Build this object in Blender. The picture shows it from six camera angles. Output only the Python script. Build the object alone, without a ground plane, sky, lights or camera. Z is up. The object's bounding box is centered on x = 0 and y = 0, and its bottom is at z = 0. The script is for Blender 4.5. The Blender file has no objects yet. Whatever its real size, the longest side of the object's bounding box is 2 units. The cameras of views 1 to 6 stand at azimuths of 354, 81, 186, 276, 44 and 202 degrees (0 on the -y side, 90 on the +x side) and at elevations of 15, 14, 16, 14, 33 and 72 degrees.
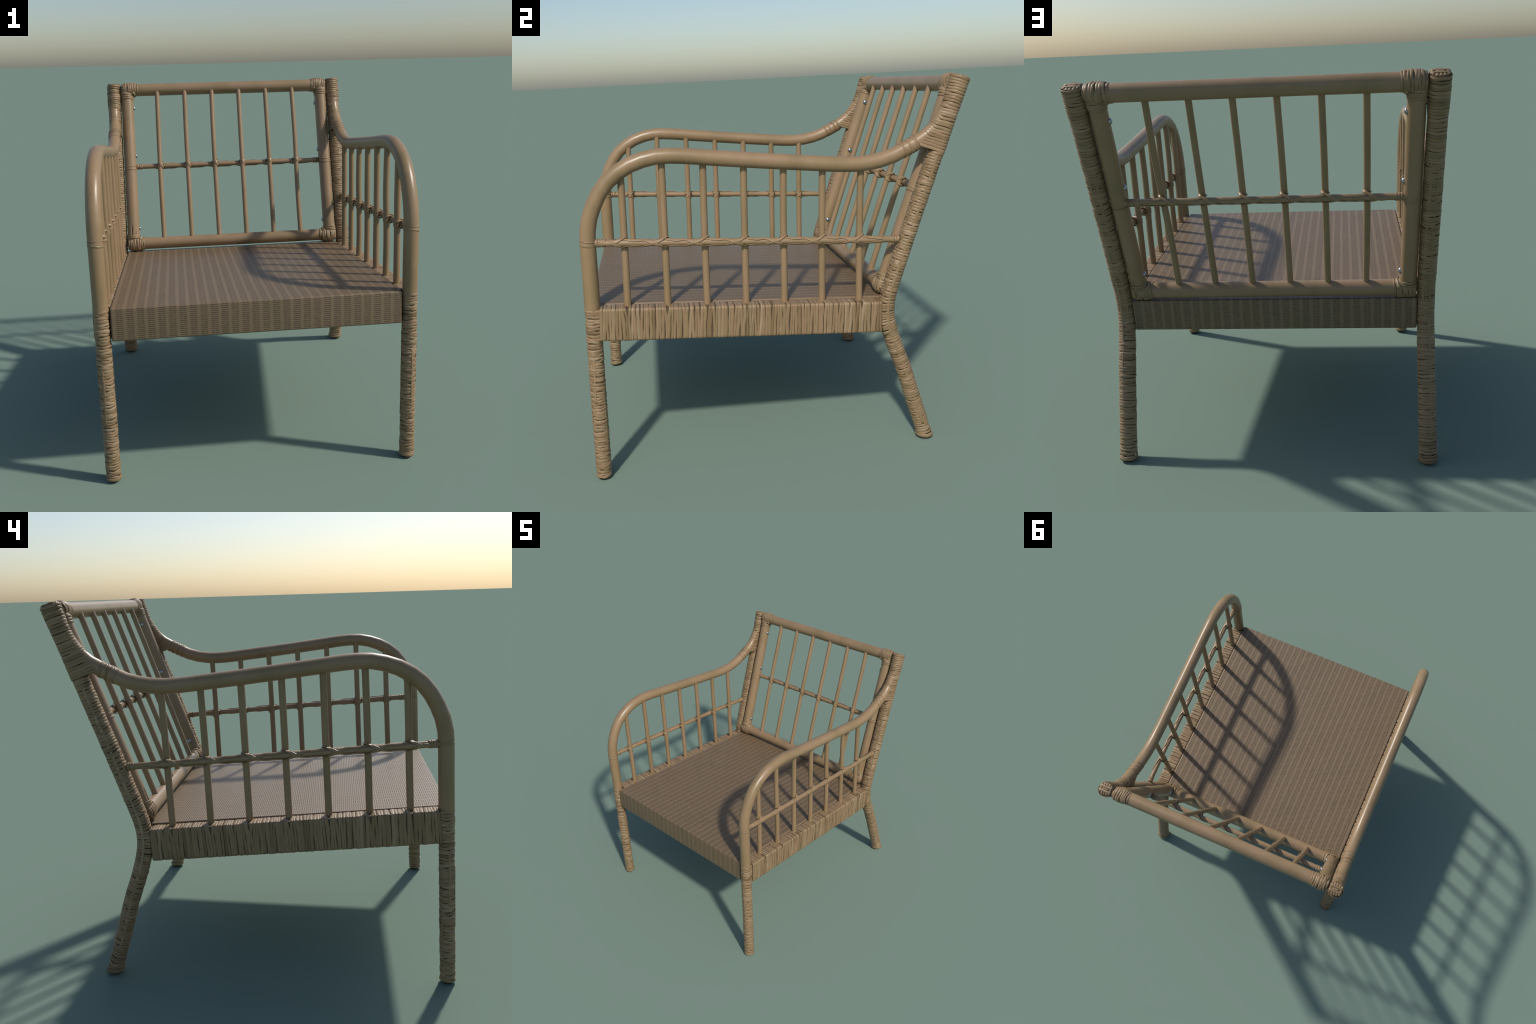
import bpy, math, random
import numpy as np

# ---------------------------------------------------------------------------
# Wicker / cane lounge armchair.  Metres, z up, front towards -y.
# ---------------------------------------------------------------------------
V = np.array
TAU = 2 * math.pi


def unit(v):
    v = np.asarray(v, float)
    return v / np.linalg.norm(v)


# ------------------------------------------------------------------ materials
def new_mat(name):
    m = bpy.data.materials.new(name)
    m.use_nodes = True
    nt = m.node_tree
    bsdf = nt.nodes["Principled BSDF"]
    return m, nt, bsdf


def node(nt, kind, **kw):
    n = nt.nodes.new(kind)
    for k, v in kw.items():
        if k.startswith("i_"):
            n.inputs[int(k[2:])].default_value = v
        else:
            setattr(n, k, v)
    return n


def math_node(nt, op, a, b=None, c=None, clamp=False):
    n = nt.nodes.new("ShaderNodeMath")
    n.operation = op
    n.use_clamp = clamp
    for i, s in enumerate((a, b, c)):
        if s is None:
            continue
        if isinstance(s, (int, float)):
            n.inputs[i].default_value = s
        else:
            nt.links.new(s, n.inputs[i])
    return n.outputs[0]


def mix_col(nt, fac, a, b, blend="MIX"):
    n = nt.nodes.new("ShaderNodeMix")
    n.data_type = "RGBA"
    n.blend_type = blend
    for sock, s in ((n.inputs[0], fac), (n.inputs[6], a), (n.inputs[7], b)):
        if isinstance(s, (int, float)):
            sock.default_value = s
        elif isinstance(s, tuple):
            sock.default_value = (*s, 1.0)
        else:
            nt.links.new(s, sock)
    return n.outputs[2]


def noise_fac(nt, vec, scale, detail=3.0, rough=0.55):
    n = nt.nodes.new("ShaderNodeTexNoise")
    n.inputs["Scale"].default_value = scale
    n.inputs["Detail"].default_value = detail
    n.inputs["Roughness"].default_value = rough
    nt.links.new(vec, n.inputs["Vector"])
    return n.outputs["Fac"]


def mapped(nt, vec, scale):
    n = nt.nodes.new("ShaderNodeMapping")
    n.inputs["Scale"].default_value = scale
    nt.links.new(vec, n.inputs["Vector"])
    return n.outputs["Vector"]


def ramp(nt, fac, stops):
    n = nt.nodes.new("ShaderNodeValToRGB")
    el = n.color_ramp.elements
    while len(el) > 1:
        el.remove(el[-1])
    el[0].position, el[0].color = stops[0][0], (*stops[0][1], 1)
    for p, c in stops[1:]:
        e = el.new(p)
        e.color = (*c, 1)
    nt.links.new(fac, n.inputs[0])
    return n.outputs[0]


def bump(nt, bsdf, height, strength, dist):
    n = nt.nodes.new("ShaderNodeBump")
    n.inputs["Strength"].default_value = strength
    n.inputs["Distance"].default_value = dist
    nt.links.new(height, n.inputs["Height"])
    nt.links.new(n.outputs[0], bsdf.inputs["Normal"])


CANE_A = (0.280, 0.188, 0.098)     # olive tan
CANE_B = (0.298, 0.195, 0.110)     # pinkish tan
CANE_C = (0.248, 0.170, 0.087)     # greener tan


def cane_material():
    m, nt, b = new_mat("cane")
    co = node(nt, "ShaderNodeTexCoord").outputs["Object"]
    rnd = node(nt, "ShaderNodeObjectInfo").outputs["Random"]
    n1 = noise_fac(nt, mapped(nt, co, (4, 4, 2.2)), 1.6, 2.0)
    n1 = math_node(nt, "ADD", n1, math_node(nt, "MULTIPLY_ADD", rnd, 0.14, -0.07))
    col = ramp(nt, n1, [(0.33, CANE_C), (0.48, CANE_A), (0.62, CANE_B), (0.8, CANE_A)])
    n2 = noise_fac(nt, mapped(nt, co, (60, 60, 9)), 1.0, 3.0)
    col = mix_col(nt, math_node(nt, "MULTIPLY_ADD", n2, 0.9, -0.25, clamp=True),
                  col, mix_col(nt, 1.0, col, (0.86, 0.84, 0.80), "MULTIPLY"))
    # small darker stains of natural cane
    n3 = noise_fac(nt, co, 13.0, 2.0)
    stain = math_node(nt, "MULTIPLY", math_node(nt, "GREATER_THAN", n3, 0.0),
                      math_node(nt, "MULTIPLY_ADD", n3, 5.0, -3.3, clamp=True), clamp=True)
    col = mix_col(nt, math_node(nt, "MULTIPLY", stain, 0.35), col, (0.19, 0.125, 0.065))
    nt.links.new(col, b.inputs["Base Color"])
    b.inputs["Roughness"].default_value = 0.36
    b.inputs["Specular IOR Level"].default_value = 0.5
    bump(nt, b, n2, 0.06, 0.004)
    return m


def strand_material(name, dark=1.0):
    """split-cane strands: every strand island / object has its own tint"""
    m, nt, b = new_mat(name)
    co = node(nt, "ShaderNodeTexCoord").outputs["Object"]
    isl = node(nt, "ShaderNodeNewGeometry").outputs["Random Per Island"]
    rnd = node(nt, "ShaderNodeObjectInfo").outputs["Random"]
    r = math_node(nt, "FRACT", math_node(nt, "MULTIPLY_ADD", rnd, 7.31, isl))
    k = dark
    st = [(0.0, (0.215, 0.140, 0.070)), (0.15, (0.300, 0.198, 0.106)),
          (0.36, (0.335, 0.217, 0.126)), (0.54, (0.296, 0.205, 0.105)),
          (0.72, (0.360, 0.243, 0.142)), (0.87, (0.270, 0.193, 0.100)),
          (0.96, (0.390, 0.280, 0.172))]
    col = ramp(nt, r, [(p, tuple(k * c for c in cc)) for p, cc in st])
    n1 = noise_fac(nt, co, 22.0, 3.0)
    col = mix_col(nt, math_node(nt, "MULTIPLY_ADD", n1, 1.3, -0.35, clamp=True),
                  mix_col(nt, 1.0, col, (0.80, 0.79, 0.76), "MULTIPLY"), col)
    n2 = noise_fac(nt, co, 190.0, 2.0)
    col = mix_col(nt, math_node(nt, "MULTIPLY", n2, 0.28), col,
                  mix_col(nt, 1.0, col, (0.62, 0.60, 0.56), "MULTIPLY"))
    nt.links.new(col, b.inputs["Base Color"])
    b.inputs["Roughness"].default_value = 0.48
    b.inputs["Specular IOR Level"].default_value = 0.42
    bump(nt, b, n2, 0.12, 0.002)
    return m


def core_material():
    m, nt, b = new_mat("wrapped_core")
    co = node(nt, "ShaderNodeTexCoord").outputs["Object"]
    n1 = noise_fac(nt, co, 40.0, 3.0)
    col = ramp(nt, n1, [(0.3, (0.075, 0.050, 0.026)), (0.7, (0.13, 0.088, 0.047))])  # core colour darkened to paint in the crease shade between strands
    nt.links.new(col, b.inputs["Base Color"])
    b.inputs["Roughness"].default_value = 0.7
    return m


STRIPE = 0.0515      # pitch of the plain stripes of the seat weave
ROW = 0.0104         # pitch of the weft rows


def weave_material():
    m, nt, b = new_mat("seat_weave")
    co = node(nt, "ShaderNodeTexCoord").outputs["Object"]
    sep = node(nt, "ShaderNodeSeparateXYZ")
    nt.links.new(co, sep.inputs[0])
    x, y, z = sep.outputs
    wob = math_node(nt, "MULTIPLY_ADD", noise_fac(nt, co, 9.0, 2.0), 0.006, -0.003)
    xs = math_node(nt, "ADD", x, wob)
    p = math_node(nt, "FRACT", math_node(nt, "DIVIDE", math_node(nt, "ADD", xs, 5 * STRIPE * 4), STRIPE))
    # band of plain warp, then a band with two columns of dashes
    q = math_node(nt, "DIVIDE", math_node(nt, "SUBTRACT", p, 0.30), 0.70)
    inband = math_node(nt, "MULTIPLY",
                       math_node(nt, "MULTIPLY_ADD", q, 14.0, 0.5, clamp=True),
                       math_node(nt, "MULTIPLY_ADD", math_node(nt, "SUBTRACT", 1.0, q), 14.0, 0.5, clamp=True))
    cols = math_node(nt, "MULTIPLY", q, 2.0)
    cf = math_node(nt, "FRACT", cols)
    ci = math_node(nt, "FLOOR", cols)
    colm = math_node(nt, "MULTIPLY",
                     math_node(nt, "MULTIPLY", cf, 9.0, clamp=True),
                     math_node(nt, "MULTIPLY", math_node(nt, "SUBTRACT", 1.0, cf), 9.0, clamp=True))
    row = math_node(nt, "ADD", y, z)
    ph = math_node(nt, "ADD", math_node(nt, "DIVIDE", row, ROW), math_node(nt, "MULTIPLY", ci, 0.12))
    wave = math_node(nt, "SINE", math_node(nt, "MULTIPLY", ph, TAU))
    wave = math_node(nt, "MULTIPLY_ADD", wave, 0.9, 0.35, clamp=True)
    nz = noise_fac(nt, mapped(nt, co, (70, 110, 110)), 1.0, 2.0)
    dash = math_node(nt, "MULTIPLY", math_node(nt, "MULTIPLY", wave, colm), inband)
    dashc = math_node(nt, "MULTIPLY", dash,
                      math_node(nt, "MULTIPLY_ADD", nz, 2.4, -0.55, clamp=True))
    # colours
    n1 = noise_fac(nt, co, 5.0, 3.0)
    base = ramp(nt, n1, [(0.3, (0.201, 0.136, 0.076)), (0.5, (0.212, 0.145, 0.083)), (0.7, (0.194, 0.137, 0.076))])
    band = mix_col(nt, math_node(nt, "MULTIPLY", inband, 0.8), base, mix_col(nt, 1.0, base, (0.86, 0.85, 0.83), "MULTIPLY"))
    col = mix_col(nt, math_node(nt, "MULTIPLY", dashc, 0.90), band, (0.080, 0.054, 0.032))
    n2 = noise_fac(nt, co, 260.0, 2.0)
    col = mix_col(nt, math_node(nt, "MULTIPLY", n2, 0.25), col, mix_col(nt, 1.0, col, (0.7, 0.68, 0.66), "MULTIPLY"))
    nt.links.new(col, b.inputs["Base Color"])
    b.inputs["Roughness"].default_value = 0.43
    b.inputs["Specular IOR Level"].default_value = 0.5
    rib = math_node(nt, "MULTIPLY", math_node(nt, "SUBTRACT", 1.0, inband), math_node(nt, "MULTIPLY", wave, 0.25))
    bump(nt, b, math_node(nt, "SUBTRACT", 1.0, math_node(nt, "ADD", dash, rib)), 0.45, 0.0022)
    return m


def plain_material(name, col, rough, metal=0.0):
    m, nt, b = new_mat(name)
    co = node(nt, "ShaderNodeTexCoord").outputs["Object"]
    n1 = noise_fac(nt, co, 60.0, 2.0)
    c = mix_col(nt, math_node(nt, "MULTIPLY", n1, 0.3), col, tuple(0.8 * c for c in col))
    nt.links.new(c, b.inputs["Base Color"])
    b.inputs["Roughness"].default_value = rough
    b.inputs["Metallic"].default_value = metal
    return m


CANE = cane_material()
STRAND = strand_material("split_cane_strand")
RAIL_STRAND = strand_material("rail_cane_strand", 1.0)
CORE = core_material()
WEAVE = weave_material()
STEEL = plain_material("zinc_steel", (0.40, 0.43, 0.45), 0.34, 1.0)
RUBBER = plain_material("black_rubber", (0.012, 0.012, 0.013), 0.6)


# ------------------------------------------------------------ mesh primitives
class Geo:
    """collects vertex / face lists and turns them into one mesh object"""

    def __init__(self):
        self.v, self.f, self.n = [], [], 0

    def add(self, verts, faces):
        self.v.append(np.asarray(verts, float))
        self.f.extend([tuple(i + self.n for i in fc) for fc in faces])
        self.n += len(verts)

    def object(self, name, mat, parent, smooth=True):
        me = bpy.data.meshes.new(name)
        me.from_pydata(np.vstack(self.v).tolist(), [], self.f)
        me.materials.append(mat)
        if smooth:
            me.polygons.foreach_set("use_smooth", [True] * len(me.polygons))
        me.update()
        ob = bpy.data.objects.new(name, me)
        bpy.context.scene.collection.objects.link(ob)
        ob.parent = parent
        return ob


def catmull(pts, n):
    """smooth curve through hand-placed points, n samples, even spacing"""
    P = np.asarray(pts, float)
    P = np.vstack([2 * P[0] - P[1], P, 2 * P[-1] - P[-2]])
    out = []
    for i in range(1, len(P) - 2):
        p0, p1, p2, p3 = P[i - 1:i + 3]
        # centripetal parametrisation keeps corners tame
        t1 = np.linalg.norm(p1 - p0) ** .5
        t2 = t1 + np.linalg.norm(p2 - p1) ** .5
        t3 = t2 + np.linalg.norm(p3 - p2) ** .5
        for t in np.linspace(t1, t2, 24, endpoint=False):
            a1 = (t1 - t) / t1 * p0 + t / t1 * p1
            a2 = (t2 - t) / (t2 - t1) * p1 + (t - t1) / (t2 - t1) * p2
            a3 = (t3 - t) / (t3 - t2) * p2 + (t - t2) / (t3 - t2) * p3
            b1 = (t2 - t) / t2 * a1 + t / t2 * a2
            b2 = (t3 - t) / (t3 - t1) * a2 + (t - t1) / (t3 - t1) * a3
            out.append((t2 - t) / (t2 - t1) * b1 + (t - t1) / (t2 - t1) * b2)
    out.append(P[-2])
    out = np.array(out)
    d = np.r_[0, np.cumsum(np.linalg.norm(np.diff(out, axis=0), axis=1))]
    s = np.linspace(0, d[-1], n)
    return np.stack([np.interp(s, d, out[:, k]) for k in range(out.shape[1])], 1)


def tube(geo, path, rad, seg=24, ref=(1, 0, 0), cap=True, groove=None):
    """round tube along a path; rad: scalar, per point, or per point (ru, rv)"""
    P = np.asarray(path, float)
    if cap and groove is None and len(P) > 8:
        # extra ring just inside each end keeps the shading of the cap off the side wall
        def near(A):
            a = A[0] + (A[1] - A[0]) * 0.02
            b = A[-1] + (A[-2] - A[-1]) * 0.02
            return np.concatenate([A[:1], a[None], A[1:-1], b[None], A[-1:]])
        P = near(P)
        if np.ndim(rad) >= 1:
            rad = near(np.asarray(rad, float))
    n = len(P)
    R = np.broadcast_to(np.asarray(rad, float).reshape(-1, 1) if np.ndim(rad) == 1 else np.asarray(rad, float), (n, 2)) \
        if np.ndim(rad) < 2 else np.asarray(rad, float)
    T = np.gradient(P, axis=0)
    T /= np.linalg.norm(T, axis=1)[:, None]
    ref = unit(ref)
    U = ref - (T @ ref)[:, None] * T
    U /= np.linalg.norm(U, axis=1)[:, None]
    W = np.cross(T, U)
    th = np.arange(seg) / seg * TAU
    k = np.ones((n, seg))
    if groove:
        groove(k)
    verts = (P[:, None] + U[:, None] * (np.cos(th)[None, :, None] * (R[:, 0:1] * k)[:, :, None])
             + W[:, None] * (np.sin(th)[None, :, None] * (R[:, 1:2] * k)[:, :, None])).reshape(-1, 3)
    faces = []
    for i in range(n - 1):
        a, b = i * seg, (i + 1) * seg
        for j in range(seg):
            jj = (j + 1) % seg
            faces.append((a + j, a + jj, b + jj, b + j))
    if cap:
        faces.append(tuple(range(seg))[::-1])
        faces.append(tuple((n - 1) * seg + j for j in range(seg)))
    geo.add(verts, faces)


def hull_loop(circles, n):
    """closed loop of n points (counter-clockwise) around a set of 2D circles"""
    th = np.linspace(0, TAU, 48, endpoint=False)
    pts = np.vstack([np.stack([c[0] + c[2] * np.cos(th), c[1] + c[2] * np.sin(th)], 1) for c in circles])
    pts = sorted(map(tuple, pts))

    def half(ps):
        h = []
        for p in ps:
            while len(h) >= 2 and (h[-1][0] - h[-2][0]) * (p[1] - h[-2][1]) - (h[-1][1] - h[-2][1]) * (p[0] - h[-2][0]) <= 1e-12:
                h.pop()
            h.append(p)
        return h[:-1]
    H = np.array(half(pts) + half(pts[::-1]))
    # start at the largest first coordinate so loops line up
    H = np.roll(H, -int(np.argmax(H[:, 0] - 1e-6 * np.abs(H[:, 1]))), axis=0)
    H2 = np.vstack([H, H[:1]])
    d = np.r_[0, np.cumsum(np.linalg.norm(np.diff(H2, axis=0), axis=1))]
    s = np.linspace(0, d[-1], n, endpoint=False)
    return np.stack([np.interp(s, d, H2[:, k]) for k in range(2)], 1)


SEC = 8
_sec = np.arange(SEC) / SEC * TAU
SEC_A = np.sign(np.cos(_sec)) * np.abs(np.cos(_sec)) ** 0.75    # across the width
SEC_N = np.sign(np.sin(_sec)) * np.abs(np.sin(_sec)) ** 0.85    # along the normal


def sweep_ribbon(geo, P, N, half_w, half_t, closed=False):
    """flattened strand along P with surface normals N"""
    P = np.asarray(P, float)
    n = len(P)
    if closed:
        T = np.roll(P, -1, 0) - np.roll(P, 1, 0)
    else:
        T = np.gradient(P, axis=0)
    T /= np.linalg.norm(T, axis=1)[:, None] + 1e-12
    N = N - np.sum(N * T, 1)[:, None] * T
    N /= np.linalg.norm(N, axis=1)[:, None] + 1e-12
    B = np.cross(T, N)
    hw = np.broadcast_to(np.asarray(half_w, float), (n,))
    ht = np.broadcast_to(np.asarray(half_t, float), (n,))
    verts = (P[:, None] + B[:, None] * (hw[:, None] * SEC_A[None])[:, :, None]
             + N[:, None] * (ht[:, None] * SEC_N[None])[:, :, None]).reshape(-1, 3)
    faces = []
    for i in range(n if closed else n - 1):
        a, b = i * SEC, ((i + 1) % n) * SEC
        for j in range(SEC):
            jj = (j + 1) % SEC
            faces.append((a + j, b + j, b + jj, a + jj))
    if not closed:
        faces.append(tuple(range(SEC)))
        faces.append(tuple((n - 1) * SEC + j for j in range(SEC))[::-1])
    geo.add(verts, faces)


def strand_ring(geo, rng, c, u, v, circles, width, thick, n=40, tilt=0.0, wav=1.0, push=None, lift=0.0):
    """one turn of split cane round the convex hull of `circles` (in u,v coordinates about c)"""
    u, v = unit(u), unit(v)
    a = np.cross(u, v)
    L = hull_loop(circles, n)
    T2 = np.roll(L, -1, 0) - np.roll(L, 1, 0)
    N2 = np.stack([T2[:, 1], -T2[:, 0]], 1)
    N2 /= np.linalg.norm(N2, axis=1)[:, None]
    th = np.arange(n) / n * TAU
    p1, p2, p3, p4 = [rng.uniform(0, TAU) for _ in range(4)]
    ax = tilt * np.cos(th + p1) + wav * width * (0.11 * np.sin(2 * th + p2) + 0.07 * np.sin(5 * th + p3))
    rad = lift + wav * thick * (0.16 * np.sin(2 * th + p4) + 0.12 * np.sin(3 * th + p1))
    hw = 0.5 * width * (1 + wav * (0.16 * np.sin(2 * th + p3) + 0.10 * np.sin(4 * th + p2)))
    L = L + N2 * rad[:, None]
    P = c + L[:, 0:1] * u + L[:, 1:2] * v + ax[:, None] * a
    N = N2[:, 0:1] * u + N2[:, 1:2] * v
    if push is not None:
        P = push(P)
    # the lowest turns are pressed flat against the ground
    lowest = hw + 0.012
    P[:, 2] = np.maximum(P[:, 2], lowest)
    sweep_ribbon(geo, P, N, hw, 0.5 * thick, closed=True)


# ---------------------------------------------------------------- the armchair
chair = bpy.data.objects.new("wicker_armchair", None)
bpy.context.scene.collection.objects.link(chair)
chair["label"] = "tan cane lounge armchair with woven seat and spindle arms"
chair["category"] = "armchair"

X0 = 0.775                                  # plane of each side frame
SLOPE = 0.0705                              # seat falls towards the back
TILT = math.atan(0.0705)

# back posts: side profile (y, z)
POST_YZ = [(0.778, 0.003), (0.745, 0.12), (0.706, 0.25), (0.656, 0.42), (0.602, 0.574), (0.577, 0.66),
           (0.566, 0.735), (0.574, 0.83), (0.618, 0.967), (0.717, 1.250), (0.834, 1.575), (0.9555, 1.922)]
O_POST = V([0.626, 0.967])                  # straight upper part of the post
A_POST = unit([0.34, 1.0])
F_POST = V([-A_POST[1], A_POST[0]])         # square to it, towards the front


def post_line(z):
    return 0.611 + 0.3595 * (z - 0.968)      # plane of the backrest


# armrest cane: up from the front leg, over the arm, down and into the post
ARM_YZ = [(-0.924, 0.90), (-0.917, 1.07), (-0.911, 1.235), (-0.902, 1.320), (-0.866, 1.418), (-0.797, 1.520),
          (-0.690, 1.593), (-0.558, 1.627), (-0.456, 1.624), (-0.280, 1.602), (-0.061, 1.575), (0.164, 1.549),
          (0.394, 1.526), (0.486, 1.529), (0.593, 1.551), (0.674, 1.587), (0.752, 1.626), (0.800, 1.660),
          (0.843, 1.706), (0.872, 1.760)]
LEG_YZ = [(-0.9585, 0.008), (-0.924, 0.90)]

SLAT_BOTTOM = [(-0.756 + 0.1963 * i, 0.0) for i in range(7)]


def rail_top(y):
    return 0.8525 - 0.0740 * y


def yz(path, x):
    p = np.asarray(path, float)
    return np.column_stack([np.full(len(p), x), p])


def arc_param(path):
    return np.r_[0, np.cumsum(np.linalg.norm(np.diff(path, axis=0), axis=1))]


def at(path, d, s):
    return V([np.interp(s, d, path[:, k]) for k in range(3)])


# --------------------------------------------------------------- side frames
def leader_strip(geo, rng, path, d, s0, s1, ang, rx, rv, sgn):
    """a lengthwise strip of cane laid over the wrapping"""
    ss = np.arange(s0, s1, 0.012)
    P, N = [], []
    ph = rng.uniform(0, TAU)
    for s in ss:
        c = at(path, d, s)
        t = unit(at(path, d, s + 0.01) - at(path, d, s - 0.01))
        u = V([sgn, 0, 0.])
        f = np.cross(u, t) * sgn
        f = unit(f)
        if f[1] > 0:
            f = -f
        a = ang + 0.07 * math.sin(s * 5 + ph) + 0.03 * math.sin(s * 19 + 2 * ph)
        nrm = u * math.cos(a) + f * math.sin(a)
        r = V([rx * math.cos(a), rv * math.sin(a)])
        k = 0.0020 + 0.0003 * math.sin(s * 31 + ph)
        P.append(c + u * r[0] + f * r[1] + nrm * k)
        N.append(nrm)
    P, N = np.array(P), np.array(N)
    w = 0.0068 * (1 + 0.22 * np.sin(ss * 23 + ph))
    sweep_ribbon(geo, P, N, w, 0.0014)


def build_side(sgn, seed):
    rng = random.Random(seed)
    x0 = sgn * X0
    u = V([sgn, 0., 0.])

    # --- armrest: bare bent cane
    arm = yz(catmull(ARM_YZ, 150), x0)
    g = Geo()
    rad = np.full(150, 0.0384)
    rad[-14:] = np.linspace(0.0384, 0.030, 14)
    coarse = np.r_[0:150:4, 149]
    tube(g, arm[coarse], rad[coarse], 32)
    armrest = g.object("armrest", CANE, chair)

    # --- front leg: core + wrapping
    leg = yz(catmull(LEG_YZ, 30), x0)
    d = arc_param(leg)
    g = Geo()
    tube(g, leg[1:], 0.0350, 24)
    front_leg = g.object("front_leg", CORE, chair)
    g = Geo()
    s = 0.008
    while s < d[-1] + 0.012:
        w = rng.uniform(0.0132, 0.0172)
        c = at(leg, d, min(s, d[-1]))
        if s > d[-1]:
            c = c + unit(leg[-1] - leg[-2]) * (s - d[-1])
        z = c[2]
        t = unit(leg[-1] - leg[0])
        f = unit(np.cross(t, u)) * 1.0
        if f[1] > 0:
            f = -f
        r = 0.0362 + rng.uniform(-0.0007, 0.0009)
        if z < 0.03:
            r += 0.0015
        circles = [(0, 0, r)]
        if 0.752 < z:
            # turns that also tie in the corner of the side rail
            circles.append((0.016, -0.030, 0.016))
        nn = 40
        strand_ring(g, rng, c, u, f, circles, w * 1.06, 0.0052, nn, tilt=rng.uniform(0, 0.0028), wav=1.15)
        if rng.random() < 0.13:      # loose half-covered strand
            strand_ring(g, rng, c + t * 0.006, u, f, [(0, 0, r + 0.0012)], w * 0.7, 0.004, nn, tilt=0.004)
        s += w * rng.uniform(0.93, 1.05)
    for a0, s0, s1 in ((0.25, 0.42, 0.70), (1.3, 0.30, 0.62), (-0.9, 0.15, 0.5), (3.4, 0.25, 0.7)):
        leader_strip(g, rng, leg, d, s0, s1, a0, 0.0362, 0.0362, sgn)
    wrap = g.object("leg_wrapping", STRAND, front_leg)
    wrap["kind"] = "stuff"
    g = Geo()
    tube(g, V([[x0, -0.958, 0.0], [x0, -0.958, 0.002], [x0, -0.958, 0.018]]), V([0.026, 0.029, 0.030]), 24)
    g.object("foot_pad", RUBBER, front_leg)

    # --- back leg / post
    post = yz(catmull(POST_YZ, 160), x0)
    d = arc_param(post)
    g = Geo()
    tube(g, post[4:], np.column_stack([np.full(156, 0.0395), np.full(156, 0.0362)]), 28)
    back_leg = g.object("back_leg", CORE, chair)
    g = Geo()
    s = 0.008
    jz0 = 0.632                                  # first turn that takes in the armrest (distance along the post)
    Fs = [0.60, 0.632, 0.664, 0.706, 0.749, 0.80, 0.865, 0.91, 0.962, 1.02]
    Ff = [0.136, 0.136, 0.132, 0.100, 0.079, 0.061, 0.050, 0.050, 0.052, 0.055]
    while s < d[-1] - 0.004:
        w = rng.uniform(0.0132, 0.0172)
        c = at(post, d, s)
        t = unit(at(post, d, s + 0.01) - at(post, d, s - 0.01))
        if c[2] < 0.06:                          # bottom turns lie flat on the ground plane
            k = 1 - c[2] / 0.06
            t = unit(t * (1 - k) + V([0, 0, 1.]) * k)
        f = unit(np.cross(t, u))
        if f[1] > 0:
            f = -f
        e = rng.uniform(-0.0006, 0.0010)
        rf = 0.0372 + e
        if c[2] > 0.9 or c[2] < 0.6:
            rf += 0.001
        dx = 0.0042
        sp = (c[1] - O_POST[0]) * A_POST[0] + (c[2] - O_POST[1]) * A_POST[1]
        circles = [(-dx, 0, rf), (dx, 0, rf)]
        thick = 0.0052
        if 0.645 < c[2] < 0.805:                 # turns that also tie in the end of the side rail
            circles.append((0.0285, 0.030, 0.0125))
        if c[2] < 0.03:
            circles = [(-dx, 0, rf + 0.003), (dx, 0, rf + 0.003)]
        if sp > jz0:
            F = np.interp(sp, Fs, Ff) - 0.003
            top = np.clip((sp - 0.80) / 0.22, 0, 1)
            rr = 0.0385 + 0.0055 * top
            ra = min(0.037, 0.0365 + 0.006 * top)
            circles = [(-0.0035, -0.042 + rr - 0.004 * top, rr), (0.0035, -0.042 + rr - 0.004 * top, rr),
                       (0, max(F - ra, 0.0), ra), (0, F - ra, ra)]
            if F - ra < 0.012:
                circles = [(-0.003, -0.001, rr + 0.002), (0.003, -0.001, rr + 0.002), (0, F - ra, ra)]
        n = 44
        tl = rng.uniform(0, 0.0030)
        strand_ring(g, rng, c, u, f, circles, w * 1.05, thick, n, tilt=tl if sp < 0.6 else 0.4 * tl, wav=0.75 if sp < 0.6 else 0.5)
        if rng.random() < 0.05 and sp < jz0:
            strand_ring(g, rng, c + t * 0.006, u, f, [(-dx, 0, rf + 0.0012), (dx, 0, rf + 0.0012)], w * 0.7, 0.004, n, tilt=0.004)
        s += w * rng.uniform(0.93, 1.05)
    stop = d[-1] - 0.40
    for a0, s0, s1 in ((0.10, 0.10, stop), (1.05, 0.85, stop), (-1.25, 0.12, stop + 0.05), (-2.0, 0.75, stop), (2.4, 0.1, stop)):
        leader_strip(g, rng, post, d, s0, s1, a0, 0.0414, 0.0378, sgn)
    wrap = g.object("leg_wrapping", STRAND, back_leg)
    wrap["kind"] = "stuff"
    g = Geo()
    tube(g, V([[x0, 0.778, 0.0], [x0, 0.778, 0.002], [x0, 0.778, 0.018]]), V([0.028, 0.031, 0.032]), 24)
    g.object("foot_pad", RUBBER, back_leg)

    # --- woven cap on top of the post
    top = at(post, d, d[-1])
    t = V([0, A_POST[0], A_POST[1]])
    f = V([0, F_POST[0], F_POST[1]])
    g = Geo()
    cc = top + f * 0.003
    tube(g, V([cc - t * 0.02, cc + t * 0.0005]), 0.0425, 28)
    R = 0.0435

    def cap_strip(off, along, across, w, lift, l0=-1.0, l1=1.0):
        h = math.sqrt(max(R * R - off * off, 1e-6))
        q = np.linspace(l0 * h, l1 * h, 9)
        bend = -0.006 * (np.abs(q) / R) ** 6
        P = cc + along * q[:, None] + across * off + t * (lift + bend)[:, None]
        sweep_ribbon(g, P, np.tile(t, (9, 1)), w / 2, 0.002)
    for off in (-0.031, -0.0155, 0.0, 0.0155, 0.031):
        cap_strip(off, f, u, 0.0125, 0.0015)
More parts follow.
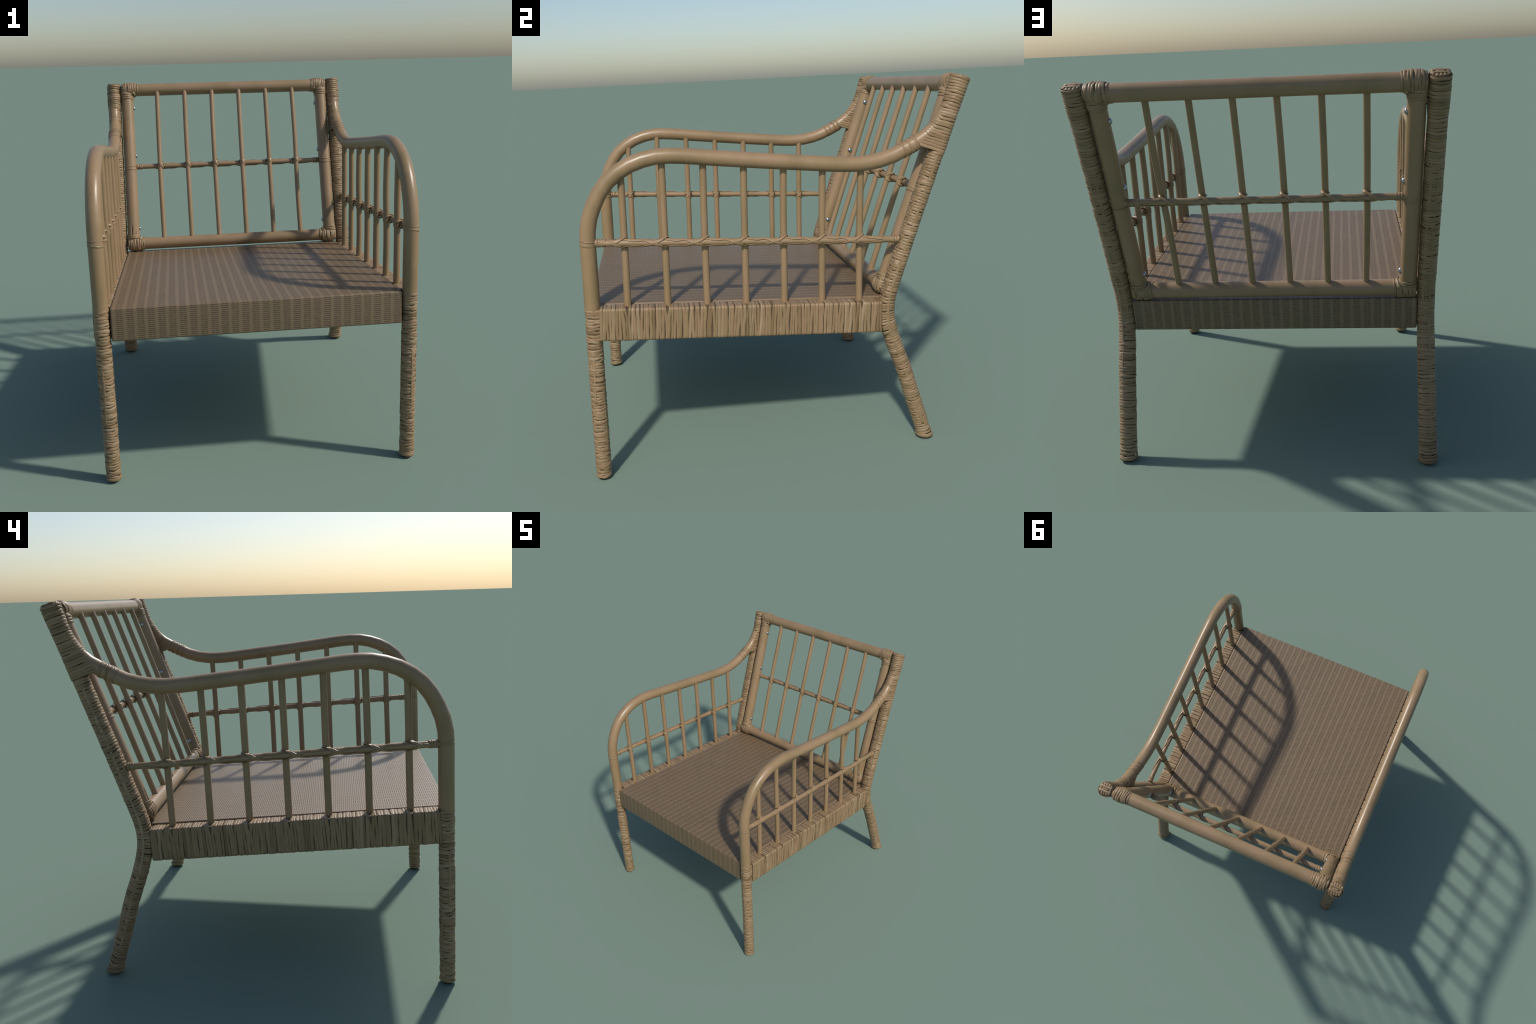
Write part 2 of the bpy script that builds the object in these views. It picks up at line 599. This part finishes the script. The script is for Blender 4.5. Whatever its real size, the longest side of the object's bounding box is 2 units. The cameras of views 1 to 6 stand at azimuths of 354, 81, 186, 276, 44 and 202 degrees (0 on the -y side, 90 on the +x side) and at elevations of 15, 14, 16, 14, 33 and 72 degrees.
    for off in (-0.013, 0.014):
        cap_strip(off, u, f, 0.0135, 0.0042)
    cap_strip(0.0, u, f, 0.0115, 0.0040, -0.35, 0.35)
    cap = g.object("woven_cap", STRAND, back_leg)
    cap["kind"] = "stuff"

    # --- lashing where the arm cane enters the joint
    dA = arc_param(arm)
    g = Geo()
    zone = [(0.652, 0.3), (0.668, -0.45), (0.684, 0.45), (0.700, -0.4), (0.716, 0.4), (0.732, -0.2)]
    for yy, sk in zone:
        i = int(np.argmin(np.abs(arm[100:, 1] - yy))) + 100
        c = arm[i]
        t = unit(arm[i + 1] - arm[i - 1])
        f = unit(np.cross(t, u))
        th = np.linspace(0, TAU, 40, endpoint=False)
        ax = sk * 0.022 * np.cos(th + 0.3)
        P = c + (u * np.cos(th)[:, None] + f * np.sin(th)[:, None]) * 0.0390 + t * ax[:, None]
        N = u * np.cos(th)[:, None] + f * np.sin(th)[:, None]
        sweep_ribbon(g, P, N, 0.0058 * (1 + 0.25 * np.sin(3 * th)), 0.0021, closed=True)
    lash = g.object("arm_lashing", STRAND, armrest)
    lash["kind"] = "stuff"

    # --- spindles
    for i in range(7):
        yb = -0.757 + 0.1964 * i
        yt = -0.728 + 0.1955 * i
        zb = rail_top(yb) - 0.05
        zt = np.interp(yt, [p[0] for p in ARM_YZ[5:15]], [p[1] for p in ARM_YZ[5:15]])
        bow = rng.uniform(-0.002, 0.002)
        bx = rng.uniform(-0.003, 0.003)
        xq = sgn * 0.757
        P = catmull([(xq, yb, zb), (xq + bx, (yb * 2 + yt) / 3 + bow, zb + (zt - zb) / 3),
                     (xq - bx, (yb + 2 * yt) / 3 + bow, zb + 2 * (zt - zb) / 3), (xq, yt, zt - 0.012)], 20)
        g = Geo()
        tube(g, P, np.linspace(0.0176, 0.0170, 20), 18)
        g.object("armrest_spindle", CANE, armrest)

    # --- stretcher across the outside of the spindles
    def bar_at(y):
        e = np.clip((y + 0.885) / 1.49, 0, 1)
        xo = 0.7805 + 0.0055 * min(1, 6 * e, 6 * (1 - e)) ** 0.8
        return V([sgn * xo, y, 1.1745 - 0.0712 * y])
    ys = np.linspace(-0.885, 0.625, 60)
    g = Geo()
    bar = V([bar_at(y) for y in ys])
    tube(g, bar, 0.0165, 18)
    stretcher = g.object("stretcher", CANE, chair)
    spind = [(-0.742 + 0.1960 * i) for i in range(7)]
    bind_bar(sgn, stretcher, spind, lambda y: bar_at(y), V([0, 1., -0.0712]), V([sgn, 0, 0.]), V([0, 0, 1.]), rng)
    g = Geo()
    for y in (-0.868, -0.857, -0.846, -0.833, 0.600, 0.612, 0.624):
        strand_ring(g, rng, bar_at(y), V([sgn, 0, 0.]), V([0, 0, 1.]), [(0, 0, 0.0178)], 0.0125, 0.0042, 24, tilt=0.002)
    # flat tie round the front cane
    t = unit(arm[30] - arm[20])
    f = unit(np.cross(t, u))
    for z, w in ((1.252, 0.008), (1.232, 0.011)):
        c = V([x0, np.interp(z, [p[1] for p in ARM_YZ[:4]], [p[0] for p in ARM_YZ[:4]]), z])
        strand_ring(g, rng, c, u, f, [(0, 0, 0.0386)], w, 0.0035, 40, tilt=0.004)
    ob = g.object("stretcher_lashing", STRAND, stretcher)
    ob["kind"] = "stuff"

    # --- side rail, wrapped strand by strand
    y0, y1 = -0.889, 0.537
    L = math.hypot(y1 - y0, SLOPE * (y1 - y0))
    ay = unit([0, 1, -0.0740])
    az = unit([0, 0.0740, 1])
    H, W = 0.162, 0.085
    org = V([sgn * 0.7752, y0, rail_top(y0)]) - az * (0.0830)
    g = Geo()
    hw, hh = W / 2 - 0.002, H / 2 - 0.002
    vs = [org + u * a * hw + az * b * hh + ay * c for c in (0.002, L - 0.002) for a, b in ((-1, -1), (1, -1), (1, 1), (-1, 1))]
    fc = [(0, 1, 2, 3), (7, 6, 5, 4)] + [(i, i + 4, (i + 1) % 4 + 4, (i + 1) % 4) for i in range(4)]
    g.add(vs, fc)
    rail = g.object("side_rail", CORE, chair, smooth=False)
    rc = 0.007
    corner = [(a * (W / 2 - rc), b * (H / 2 - rc), rc) for a in (-1, 1) for b in (-1, 1)]
    s = 0.008
    slat_s = [(-0.757 + 0.1964 * i - y0) * L / (y1 - y0) for i in range(7)]
    while s < L - 0.004:
        w = rng.uniform(0.0115, 0.0190)
        g = Geo()
        lean = rng.uniform(-0.0035, 0.0035)
        curve = rng.uniform(-0.002, 0.002)
        near = min(slat_s, key=lambda q: abs(q - s))

        def push(P, s=s, lean=lean, curve=curve, near=near):
            rel = P - org
            h = rel @ az / (H / 2)
            shift = lean * h + curve * (1 - h * h)
            dd = s - near
            if abs(dd) < 0.021:
                side = 1 if dd >= 0 else -1
                k = np.clip((h - 0.45) / 0.5, 0, 1)
                shift = shift + side * max(0.021 - abs(dd), 0) * 0.38 * k
            return P + shift[:, None] * ay
        strand_ring(g, rng, org + ay * s, u, az, corner, w * 1.08, 0.0050, 72, tilt=0.0, wav=0.55,
                    push=push, lift=rng.uniform(-0.0007, 0.0006))
        g.object("wicker_strand", RAIL_STRAND, rail)
        s += w * rng.uniform(0.95, 1.04)


def bind_bar(sgn, parent, nodes, bar_at, along, out, up, rng):
    """two flat strips that criss-cross along a bar and round every spindle behind it"""
    along = unit(along)
    pitch = abs(nodes[1] - nodes[0])
    rb, ds = 0.0178, 0.034
    for ribbon in (0, 1):
        pts, cen = [], []
        m = 1 if ribbon == 0 else -1
        up_s = m                       # second strip is the mirror image
        first = True
        for i, y in enumerate(nodes):
            key = [(-0.50, 0.58, -0.88), (-0.30, 1.05, -0.1), (-0.13, 0.76, 0.78), (-0.02, 0.12, 1.30),
                   (0.045, -0.55, 1.55), (0.098, -1.35, 1.15), (0.065, -2.25, 0.6), (0.0, -2.62, 0.0),
                   (-0.065, -2.25, -0.6), (-0.098, -1.4, -1.0), (-0.05, -0.3, -1.10), (0.06, 0.3, -1.02),
                   (0.26, 0.68, -0.82)]
            if i == 0:
                key = [(-0.50, 1.02, 0.0)] + key[1:]
            if i == len(nodes) - 1:
                key = key + [(0.55, 0.9, -0.5)]
            for dt, o, z in key:
                yy = y + (dt if ribbon == 0 else -dt) * pitch if False else y + dt * pitch
                zz = z * (1 if ribbon == 0 else -1)
                if ribbon == 1 and abs(o) < 1.2:
                    o = o * 0.99
                b = bar_at(yy)
                pts.append(b + out * (o * rb) + up * (zz * rb))
                if o < -0.3:           # behind the bar the strip lies on the spindle
                    cen.append(bar_at(y) - out * (1.6 * rb) + up * (zz * rb * 0.8))
                else:
                    cen.append(b)
        P = catmull(pts, 60 * len(nodes))
        C = catmull(cen, 60 * len(nodes))
        N = P - C
        g = Geo()
        sweep_ribbon(g, P, N, 0.0080, 0.0017)
        g.object("binding_strip", CANE, parent)


for sg, sd in ((1, 11), (-1, 23)):
    build_side(sg, sd)


# ---------------------------------------------------------------------- seat
def build_seat():
    hx, y0, y1 = 0.731, -0.951, 0.590
    z_top, z_bot = 0.8572, 0.6885            # heights at y = 0 measured on the sloped frame
    cy = (y0 + y1) / 2
    L = (y1 - y0) / math.cos(TILT) * math.cos(TILT) ** 2
    H = (z_top - z_bot) * math.cos(TILT)
    r = 0.009
    # rounded box in local coordinates: rounded-rectangle rings stacked with a rounded edge
    n = 10
    prof = []
    for k in range(n + 1):
        a = math.pi / 2 * k / n
        prof.append((H / 2 - r + r * math.sin(a), r - r * math.cos(a)))      # height, inset
    zs = [(-h, i) for h, i in prof[::-1]] + [(h, i) for h, i in prof]

    def ring(inset):
        hxk, hyk = hx - inset, L / 2 - inset
        rr = max(r * 0.9 - inset * 0.5, 0.004)
        out = []
        for cx_, cy_, a0 in ((1, 1, 0), (-1, 1, 1), (-1, -1, 2), (1, -1, 3)):
            for k in range(7):
                a = (a0 + k / 6) * math.pi / 2
                out.append((cx_ * (hxk - rr) + rr * math.cos(a), cy_ * (hyk - rr) + rr * math.sin(a)))
        return out
    verts, faces = [], []
    for h, i in zs:
        verts += [(x, y, h) for x, y in ring(i)]
    m = 28
    for k in range(len(zs) - 1):
        for j in range(m):
            jj = (j + 1) % m
            faces.append((k * m + j, k * m + jj, (k + 1) * m + jj, (k + 1) * m + j))
    faces.append(tuple(range(m))[::-1])
    faces.append(tuple((len(zs) - 1) * m + j for j in range(m)))
    g = Geo()
    g.add(verts, faces)
    ob = g.object("seat_panel", WEAVE, chair)
    ob.location = (0, cy, (z_top + z_bot) / 2 - 0.0705 * cy)
    ob.rotation_euler = (-TILT, 0, 0)
    me = ob.data
    for p in me.polygons:
        p.use_smooth = len(p.vertices) == 4
    return ob


build_seat()


# ------------------------------------------------------------------ backrest
def build_back():
    rng = random.Random(5)
    backrest = bpy.data.objects.new("backrest", None)
    bpy.context.scene.collection.objects.link(backrest)
    backrest.parent = chair
    ab = unit([0, 0.356, 1])
    nb = unit([0, 1, -0.356])              # square to the backrest, to the rear
    ex = V([1., 0, 0])
    P = lambda x, z: V([x, post_line(z), z])
    zb, zt = 0.868, 1.888
    R = 0.0415

    for sgn in (1, -1):
        u = V([sgn, 0, 0.])
        xs = sgn * 0.6855
        zz = np.linspace(0.842, 1.915, 60)
        path = V([P(xs, z) for z in zz])

        def groove(k, sgn=sgn):
            # drying cracks near the foot of the stile
            cracks = ((56, 4, 22), (59, 4, 9), (13, 4, 7)) if sgn > 0 else ((46, 4, 8), (52, 4, 6))
            for j, a, b in cracks:
                k[a:b, j % 64] *= 0.74
        g = Geo()
        tube(g, path, 0.0412, 64, ref=(1, 0, 0), groove=groove)
        stile = g.object("backrest_stile", CANE, backrest)
        # bolts through the stile into the post
        for z in (0.968, 1.446, 1.765):
            c = P(sgn * (0.6855 - 0.0412), z)
            prof = [(0.006, 0.0142), (0.0, 0.0144), (-0.0035, 0.0142), (-0.0068, 0.0118), (-0.0088, 0.0080), (-0.0096, 0.0037), (-0.0094, 0.0014)]
            g = Geo()
            tube(g, V([c + u * a for a, _ in prof]), V([b for _, b in prof]), 20, ref=(0, 0, 1))
            # hexagon recess rim
            tube(g, V([c - u * 0.0088, c - u * 0.0104]), V([0.0058, 0.0052]), 6, ref=(0, 0, 1))
            g.object("bolt", STEEL, stile)
        # corner lashings
        for zc, dirn in ((zt, -1), (zb, 1)):
            g = Geo()
            c0 = P(0, zc)
            # turns round the rail, over the corner
            xs_list = (0.632, 0.646, 0.660, 0.675, 0.690, 0.704, 0.715)
            for k, xx in enumerate(xs_list):
                rr = R + (0.0015, 0.0035, 0.0045, 0.0045, 0.0040, 0.0020, -0.0050)[k]
                lo = -0.012 if k < 2 else 0.0
                circles = [(0, 0, rr - 0.001), (0, 0.003 * (-dirn), rr)]
                strand_ring(g, rng, c0 + ex * sgn * xx, nb, ab, circles, 0.0165, 0.0062, 40,
                            tilt=rng.uniform(0.001, 0.004))
            strand_ring(g, rng, c0 + ex * sgn * 0.617, nb, ab, [(0, 0, R + 0.0005)], 0.012, 0.004, 40, tilt=0.003)
            # turns round the stile next to the rail
            for k, dz in enumerate((0.040, 0.053, 0.066) if dirn < 0 else (0.038, 0.051)):
                strand_ring(g, rng, P(xs, zc + dirn * dz * ab[2]), nb, ex,
                            [(0, 0, 0.0412 + 0.0030 - 0.001 * k)], 0.0145, 0.0052, 40, tilt=rng.uniform(0.001, 0.003))
            # outer end of the rail is closed with strips that run along the stile
            R2 = R + 0.001
            for off in (-0.027, -0.009, 0.009, 0.027):
                h = math.sqrt(R2 * R2 - off * off)
                q = np.linspace(-h, h, 11)
                bulge = 0.013 * (1 - (q / R2) ** 2)
                PP = c0 + u * (0.7125 + bulge - 0.004)[:, None] + nb * off + ab * q[:, None]
                NN = np.tile(u, (11, 1)) + ab * (q / R2)[:, None] * 0.6
                sweep_ribbon(g, PP, NN, 0.0085, 0.0028)
            # half turns round the outside of the stile, over the ends of the rail turns
            for off, span in ((0.031, 1.45), (0.017, 1.35), (0.003, 1.2), (-0.011, 0.95)):
                a = np.linspace(-span, span, 17)
                rr = 0.0445 - 0.010 * np.abs(a / 1.5) ** 6
                PP = P(xs, zc + dirn * off * ab[2]) + u * (rr * np.cos(a))[:, None] + nb * (rr * np.sin(a))[:, None]
                PP = PP + ab * (0.0012 * np.sin(3 * a + off * 90))[:, None]
                NN = u * np.cos(a)[:, None] + nb * np.sin(a)[:, None]
                sweep_ribbon(g, PP, NN, 0.0072, 0.0027)
            tube(g, V([c0 + u * 0.63, c0 + u * 0.706, c0 + u * 0.713]), V([R, R, R * 0.9]), 32, ref=(0, 0, 1))
            # diagonal strip tucked into the inner corner
            a = np.linspace(-1.3, 1.3, 15)
            inner = c0 + u * 0.628 + ab * dirn * 0.044
            PP = inner + nb * (0.040 * np.sin(a))[:, None] + (unit(u * 0.6 - ab * dirn * 0.8) * (0.030 * (1 - np.cos(a)))[:, None])
            NN = nb * np.sin(a)[:, None] + unit(-u * 0.8 + ab * dirn * 0.6) * np.cos(a)[:, None]
            sweep_ribbon(g, PP, NN, 0.0075, 0.0022)
            ob = g.object("corner_lashing", STRAND, stile)
            ob["kind"] = "stuff"

    # rails
    for z, r in ((zt, 0.0420), (zb, 0.0400)):
        g = Geo()
        xx = np.linspace(-0.70, 0.70, 40)
        path = V([P(x, z) for x in xx])
        tube(g, path, r * (1 + 0.006 * np.sin(xx * 9)), 40, ref=(0, 0, 1))
        g.object("backrest_rail", CANE, backrest)

    # spindles
    for i in range(6):
        x = -0.4775 + 0.191 * i
        e1, e2 = rng.uniform(-0.004, 0.004), rng.uniform(-0.004, 0.004)
        fw = lambda x_, z_, q: P(x_, z_) - V([0, q, 0])
        path = catmull([fw(x, zb + 0.01, 0.010), fw(x + e1, 1.2, 0.015), fw(x + e2, 1.55, 0.018), fw(x, zt - 0.01, 0.022)], 24)
        g = Geo()
        tube(g, path, np.linspace(0.0164, 0.0160, 24), 18)
        g.object("backrest_spindle", CANE, backrest)

    # stretcher behind the spindles
    zc = 1.3765

    def bar_at(x):
        k = max(0, (abs(x) - 0.56) / 0.10)
        return P(x, zc) + nb * (0.0135 + 0.002 * k)
    g = Geo()
    xx = np.linspace(-0.665, 0.665, 50)
    tube(g, V([bar_at(x) for x in xx]), 0.0165, 18, ref=(0, 0, 1))
    st = g.object("stretcher", CANE, backrest)
    bind_bar(1, st, [0.4775 - 0.191 * i for i in range(6)][::-1], bar_at, V([1., 0, 0]), nb, ab, rng)
    g = Geo()
    for sgn in (1, -1):
        for x in (0.612, 0.624, 0.636):
            strand_ring(g, rng, bar_at(sgn * x), nb, ab, [(0, 0, 0.0176)], 0.013, 0.0042, 24, tilt=0.002)
        for dz, w in ((-0.010, 0.010), (0.009, 0.009)):
            strand_ring(g, rng, P(sgn * 0.6855, zc + dz - 0.012), nb, ex, [(0, 0, 0.0412)], w, 0.0034, 40, tilt=0.003)
    ob = g.object("stretcher_lashing", STRAND, st)
    ob["kind"] = "stuff"


build_back()
